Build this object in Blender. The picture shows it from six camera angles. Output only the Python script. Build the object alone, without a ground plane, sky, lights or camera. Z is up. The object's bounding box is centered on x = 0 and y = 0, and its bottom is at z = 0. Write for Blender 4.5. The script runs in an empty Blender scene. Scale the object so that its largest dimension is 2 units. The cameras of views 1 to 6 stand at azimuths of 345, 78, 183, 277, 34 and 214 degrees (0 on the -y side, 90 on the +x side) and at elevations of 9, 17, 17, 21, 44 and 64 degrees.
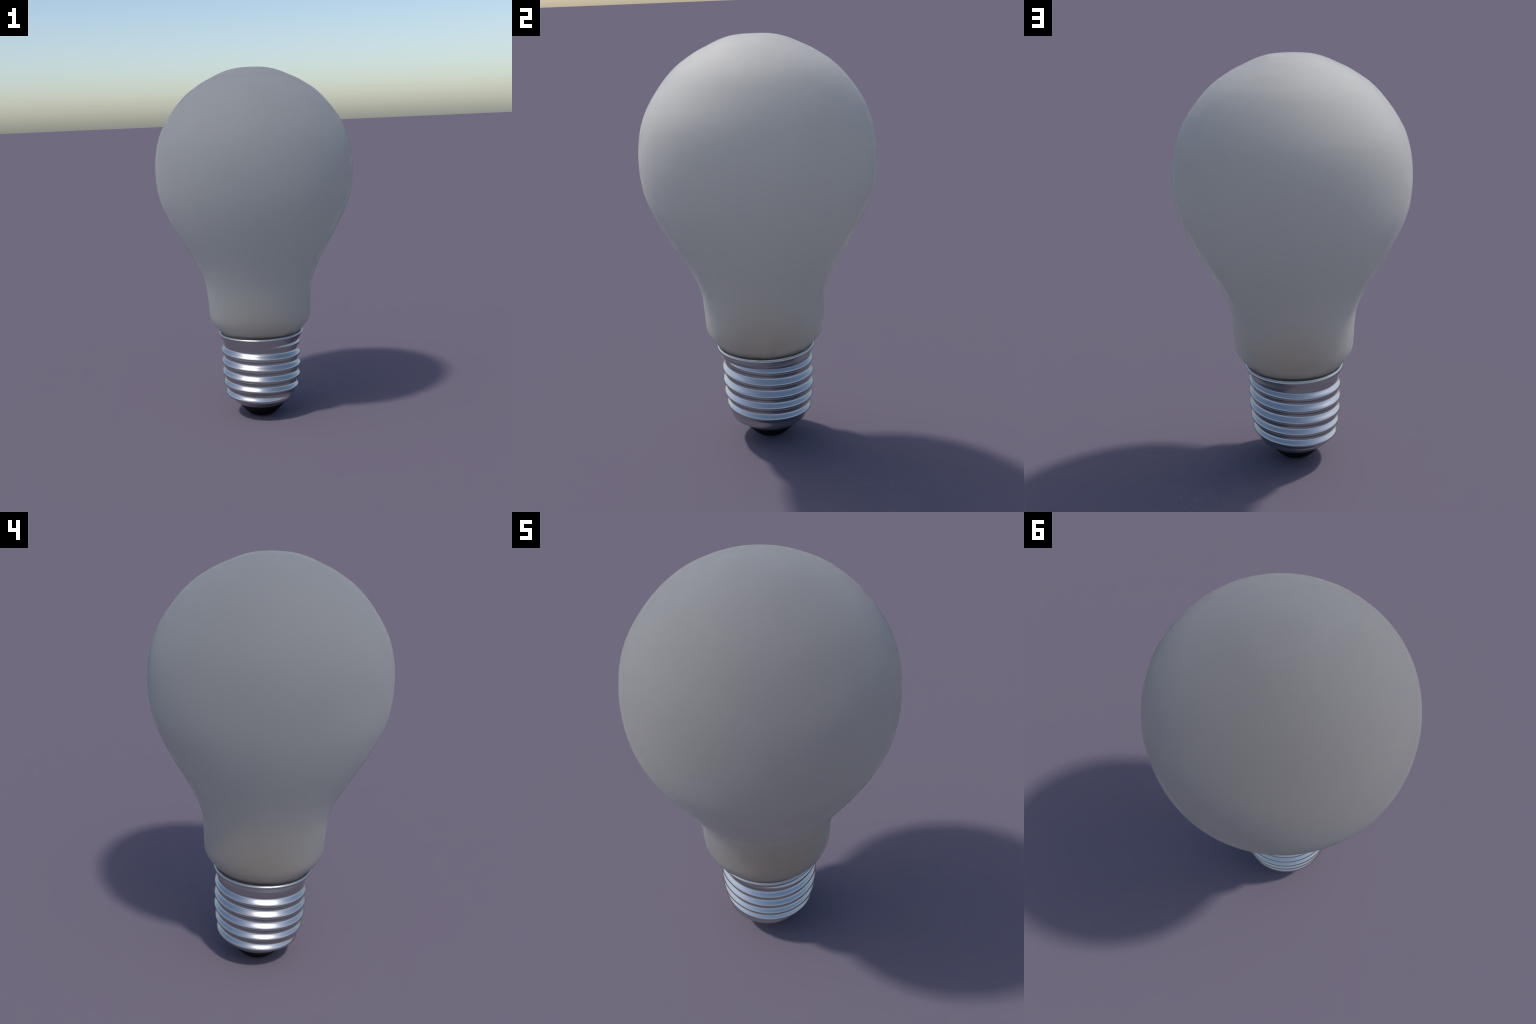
"""A frosted light bulb standing on its screw base: glass envelope, rolled and
threaded metal cap (one helical thread), black insulator at the tip."""
import math
import bpy
import bmesh

# ------------------------------------------------------------------ helpers


def smooth_curve(points, count):
    """Samples a smooth curve (centripetal Catmull-Rom) through (radius, z) points."""
    pts = [points[0]] + list(points) + [points[-1]]
    out = []
    spans = len(points) - 1
    lengths = [math.hypot(points[i + 1][0] - points[i][0], points[i + 1][1] - points[i][1]) for i in range(spans)]
    total = sum(lengths)
    for i in range(spans):
        p0, p1, p2, p3 = pts[i], pts[i + 1], pts[i + 2], pts[i + 3]
        t0 = 0.0
        t1 = t0 + max(1e-4, math.dist(p0, p1)) ** 0.5
        t2 = t1 + max(1e-4, math.dist(p1, p2)) ** 0.5
        t3 = t2 + max(1e-4, math.dist(p2, p3)) ** 0.5
        n = max(2, round(count * lengths[i] / total))
        for k in range(n):
            t = t1 + (t2 - t1) * k / n
            v = []
            for a in (0, 1):
                a1 = (t1 - t) / (t1 - t0) * p0[a] + (t - t0) / (t1 - t0) * p1[a]
                a2 = (t2 - t) / (t2 - t1) * p1[a] + (t - t1) / (t2 - t1) * p2[a]
                a3 = (t3 - t) / (t3 - t2) * p2[a] + (t - t2) / (t3 - t2) * p3[a]
                b1 = (t2 - t) / (t2 - t0) * a1 + (t - t0) / (t2 - t0) * a2
                b2 = (t3 - t) / (t3 - t1) * a2 + (t - t1) / (t3 - t1) * a3
                v.append((t2 - t) / (t2 - t1) * b1 + (t - t1) / (t2 - t1) * b2)
            out.append((max(v[0], 0.0), v[1]))
    out.append(tuple(points[-1]))
    return out


def ramp(x, table):
    """Piecewise linear lookup in a short table of (x, value), x ascending."""
    if x <= table[0][0]:
        return table[0][1]
    for (x0, v0), (x1, v1) in zip(table, table[1:]):
        if x <= x1:
            return v0 + (v1 - v0) * (x - x0) / (x1 - x0)
    return table[-1][1]


def smoothstep(a, b, x):
    t = min(1.0, max(0.0, (x - a) / (b - a)))
    return t * t * (3 - 2 * t)


def soft_max(a, b, blend):
    top = max(a, b)
    return top + blend * math.log(math.exp((a - top) / blend) + math.exp((b - top) / blend))


def ring_mesh(name, rings, segments, close_first=False, close_last=False):
    """Skins rings (each a function theta -> (x, y, z)) into a mesh with smooth faces."""
    bm = bmesh.new()
    grid = []
    for ring in rings:
        grid.append([bm.verts.new(ring(2 * math.pi * s / segments)) for s in range(segments)])
    for lower, upper in zip(grid, grid[1:]):
        for s in range(segments):
            e = (s + 1) % segments
            bm.faces.new((lower[s], lower[e], upper[e], upper[s]))
    for closed, row, flip in ((close_first, grid[0], True), (close_last, grid[-1], False)):
        if closed:
            centre = bm.verts.new([sum(v.co[a] for v in row) / segments for a in range(3)])
            for s in range(segments):
                e = (s + 1) % segments
                bm.faces.new((centre, row[e], row[s]) if flip else (centre, row[s], row[e]))
    bmesh.ops.recalc_face_normals(bm, faces=bm.faces)
    mesh = bpy.data.meshes.new(name)
    bm.to_mesh(mesh)
    bm.free()
    for p in mesh.polygons:
        p.use_smooth = True
    return mesh


def circle(radius, z, centre=(0.0, 0.0)):
    return lambda a: (centre[0] + radius * math.cos(a), centre[1] + radius * math.sin(a), z)


def add(name, mesh, material, parent):
    obj = bpy.data.objects.new(name, mesh)
    bpy.context.scene.collection.objects.link(obj)
    mesh.materials.append(material)
    obj.parent = parent
    return obj


# ---------------------------------------------------------------- materials


def new_material(name):
    m = bpy.data.materials.new(name)
    m.use_nodes = True
    return m, m.node_tree.nodes, m.node_tree.links, m.node_tree.nodes["Principled BSDF"]


def grain(nodes, links, bsdf, scale, rough_low, rough_high):
    """Faint roughness mottling on object coordinates."""
    coord = nodes.new("ShaderNodeTexCoord")
    noise = nodes.new("ShaderNodeTexNoise")
    noise.inputs["Scale"].default_value = scale
    noise.inputs["Detail"].default_value = 3.0
    links.new(coord.outputs["Object"], noise.inputs["Vector"])
    span = nodes.new("ShaderNodeMapRange")
    span.inputs["To Min"].default_value = rough_low
    span.inputs["To Max"].default_value = rough_high
    links.new(noise.outputs["Fac"], span.inputs["Value"])
    links.new(span.outputs["Result"], bsdf.inputs["Roughness"])


def frosted_glass():
    m, nodes, links, b = new_material("frosted_glass")
    b.inputs["Base Color"].default_value = GLASS_TINT + (1,)
    b.inputs["Transmission Weight"].default_value = GLASS_TRANSMISSION
    b.inputs["IOR"].default_value = 1.45
    grain(nodes, links, b, 6.0, GLASS_ROUGHNESS - 0.005, GLASS_ROUGHNESS + 0.005)
    return m


def plated_metal():
    m, nodes, links, b = new_material("plated_metal")
    b.inputs["Base Color"].default_value = (0.53, 0.53, 0.53, 1)
    b.inputs["Metallic"].default_value = 1.0
    grain(nodes, links, b, 14.0, 0.27, 0.29)
    return m


def warm_tint_tan():
    """Tan colour of a disc added to tint the lower neck warm through the frosting."""
    m, nodes, links, b = new_material("warm_tint_tan")
    b.inputs["Base Color"].default_value = (0.24, 0.15, 0.085, 1)
    grain(nodes, links, b, 30.0, 0.75, 0.9)
    return m


def black_glass():
    m, nodes, links, b = new_material("black_insulating_glass")
    b.inputs["Base Color"].default_value = (0.003, 0.003, 0.003, 1)
    b.inputs["Specular IOR Level"].default_value = 0.12
    grain(nodes, links, b, 20.0, 0.48, 0.54)
    return m


# ------------------------------------------------------------------- parts

GLASS_TINT, GLASS_TRANSMISSION, GLASS_ROUGHNESS = (0.765, 0.762, 0.745), 0.955, 0.83
WALL = 0.012          # glass thickness
# outer outline of the glass, from the crown down to where it enters the cap
GLASS_OUTLINE = [
    (0.000, 2.000), (0.060, 1.9985), (0.100, 1.9940), (0.136, 1.985), (0.172, 1.972), (0.2094, 1.955),
    (0.262, 1.930), (0.311, 1.900), (0.3535, 1.870), (0.3955, 1.830), (0.4375, 1.780), (0.4795, 1.720),
    (0.5125, 1.660), (0.5350, 1.595), (0.5500, 1.510), (0.5537, 1.440), (0.5495, 1.360), (0.5370, 1.290),
    (0.5045, 1.200), (0.4560, 1.100), (0.3995, 1.000), (0.3450, 0.900), (0.3072, 0.800), (0.2972, 0.720),
    (0.2940, 0.660), (0.2915, 0.610), (0.2850, 0.582), (0.2695, 0.558), (0.2390, 0.520), (0.2155, 0.490),
    (0.1850, 0.460),
]

# rolled lip and flared collar of the cap, inner edge first
COLLAR_OUTLINE = [
    (0.187, 0.4630), (0.2080, 0.4770), (0.2205, 0.4965), (0.2275, 0.5045), (0.2335, 0.5075), (0.2390, 0.5065),
    (0.2428, 0.5025), (0.2440, 0.4980), (0.2428, 0.4935), (0.2355, 0.4825), (0.2262, 0.4680),
]
COLLAR_FOOT = 0.4680        # the threaded part takes over below this height
PITCH = 0.0645
CREST_START = 0.4335        # height of the first turn's crest at the angle below
ANGLE_START = -17.6         # degrees
CREST_HEIGHT = 0.0200
# radius of the cap's wall between the turns
ROOT = [(0.080, 0.1435), (0.092, 0.1590), (0.104, 0.1735), (0.116, 0.1835), (0.130, 0.1885), (0.165, 0.1935),
        (0.210, 0.2015), (0.250, 0.2070), (0.290, 0.2098), (0.470, 0.2100)]
# the collar's flare, continued down behind the first turn
FLARE = [(0.400, 0.1000), (0.418, 0.2030), (0.424, 0.2090), (0.430, 0.2118), (0.438, 0.2145), (0.446, 0.2168),
         (0.4540, 0.2193), (0.4610, 0.2222), (0.4680, 0.2262)]
INSULATOR_OUTLINE = [(0.1410, 0.0810), (0.1370, 0.0740), (0.1160, 0.0500), (0.0960, 0.0280), (0.0780, 0.0120),
                     (0.0580, 0.0035), (0.0300, 0.0000)]


TINT_DISC_OUTLINE = [(0.000, 0.5250), (0.100, 0.5250), (0.210, 0.5235), (0.2205, 0.5190), (0.210, 0.5140), (0.100, 0.5130), (0.000, 0.5130)]


def cap_axis(z):
    """The cap sits slightly off the glass's axis, more so toward the tip."""
    return (ramp(z, [(0.0, -0.0080), (0.10, -0.0060), (0.25, -0.0035), (0.43, -0.0030), (0.50, 0.0)]),
            ramp(z, [(0.0, 0.0125), (0.10, 0.0125), (0.18, 0.0095), (0.43, 0.0070), (0.50, 0.0)]))


def thread_height(angle, z):
    """Height of the helical ridge above the wall; the helix falls as the angle grows."""
    deg = (math.degrees(angle) - ANGLE_START) % 360.0
    crest = CREST_START - deg / 360.0 * PITCH
    turn = round((crest - z) / PITCH)
    offset = (crest - turn * PITCH - z) / PITCH          # -0.5 .. 0.5
    unwrapped = deg + 360.0 * turn                        # degrees from the first crest
    fade = smoothstep(-165.0, 20.0, unwrapped) * (1.0 - smoothstep(1620.0, 1850.0, unwrapped))
    rounded = 0.5 + 0.5 * math.cos(2 * math.pi * offset)
    return CREST_HEIGHT * fade * rounded ** 1.25


def glass_mesh():
    outer = smooth_curve(GLASS_OUTLINE, 150)[1:]
    inner = []
    for i, (r, z) in enumerate(outer):
        r0, z0 = outer[max(i - 1, 0)]
        r1, z1 = outer[min(i + 1, len(outer) - 1)]
        d = math.hypot(r1 - r0, z1 - z0)
        inner.append((max(0.001, r + WALL * (z1 - z0) / d), z - WALL * (r1 - r0) / d))
    return ring_mesh("glass_envelope", [circle(r, z) for r, z in inner + outer[::-1]], 128, True, True)


def collar_rings():
    rings = []
    for r, z in smooth_curve(COLLAR_OUTLINE, 60):
        rings.append(circle(r, z, cap_axis(z)))
    return rings


def thread_rings():
    rings = []
    rows = 360
    top, bottom = COLLAR_FOOT, 0.080
    for i in range(rows + 1):
        z = top + (bottom - top) * i / rows
        cx, cy = cap_axis(z)
        base = ramp(z, ROOT)
        flare = ramp(z, FLARE)
        near_end = smoothstep(0.082, 0.105, z)

        def ring(a, z=z, cx=cx, cy=cy, base=base, flare=flare, near_end=near_end):
            r = soft_max(flare, base + near_end * thread_height(a, z), 0.0012)
            return (cx + r * math.cos(a), cy + r * math.sin(a), z)
        rings.append(ring)
    return rings


def insulator_rings():
    return [circle(r, z, cap_axis(z)) for r, z in smooth_curve(INSULATOR_OUTLINE, 40)]


def build():
    bulb = bpy.data.objects.new("light_bulb", None)
    bpy.context.scene.collection.objects.link(bulb)
    bulb["label"] = "frosted pear-shaped light bulb with silver screw base"
    bulb["category"] = "light bulb"
    metal = plated_metal()
    add("glass_envelope", glass_mesh(), frosted_glass(), bulb)
    rings = [circle(max(r, 0.001), z) for r, z in smooth_curve(TINT_DISC_OUTLINE, 40)]
    add("warm_tint_disc", ring_mesh("warm_tint_disc", rings, 96, True, True), warm_tint_tan(), bulb)
    cap = add("screw_base", ring_mesh("screw_base", thread_rings(), 192), metal, bulb)
    add("collar", ring_mesh("collar", collar_rings(), 192), metal, cap)
    add("insulator", ring_mesh("insulator", insulator_rings(), 96, True, True), black_glass(), cap)


build()
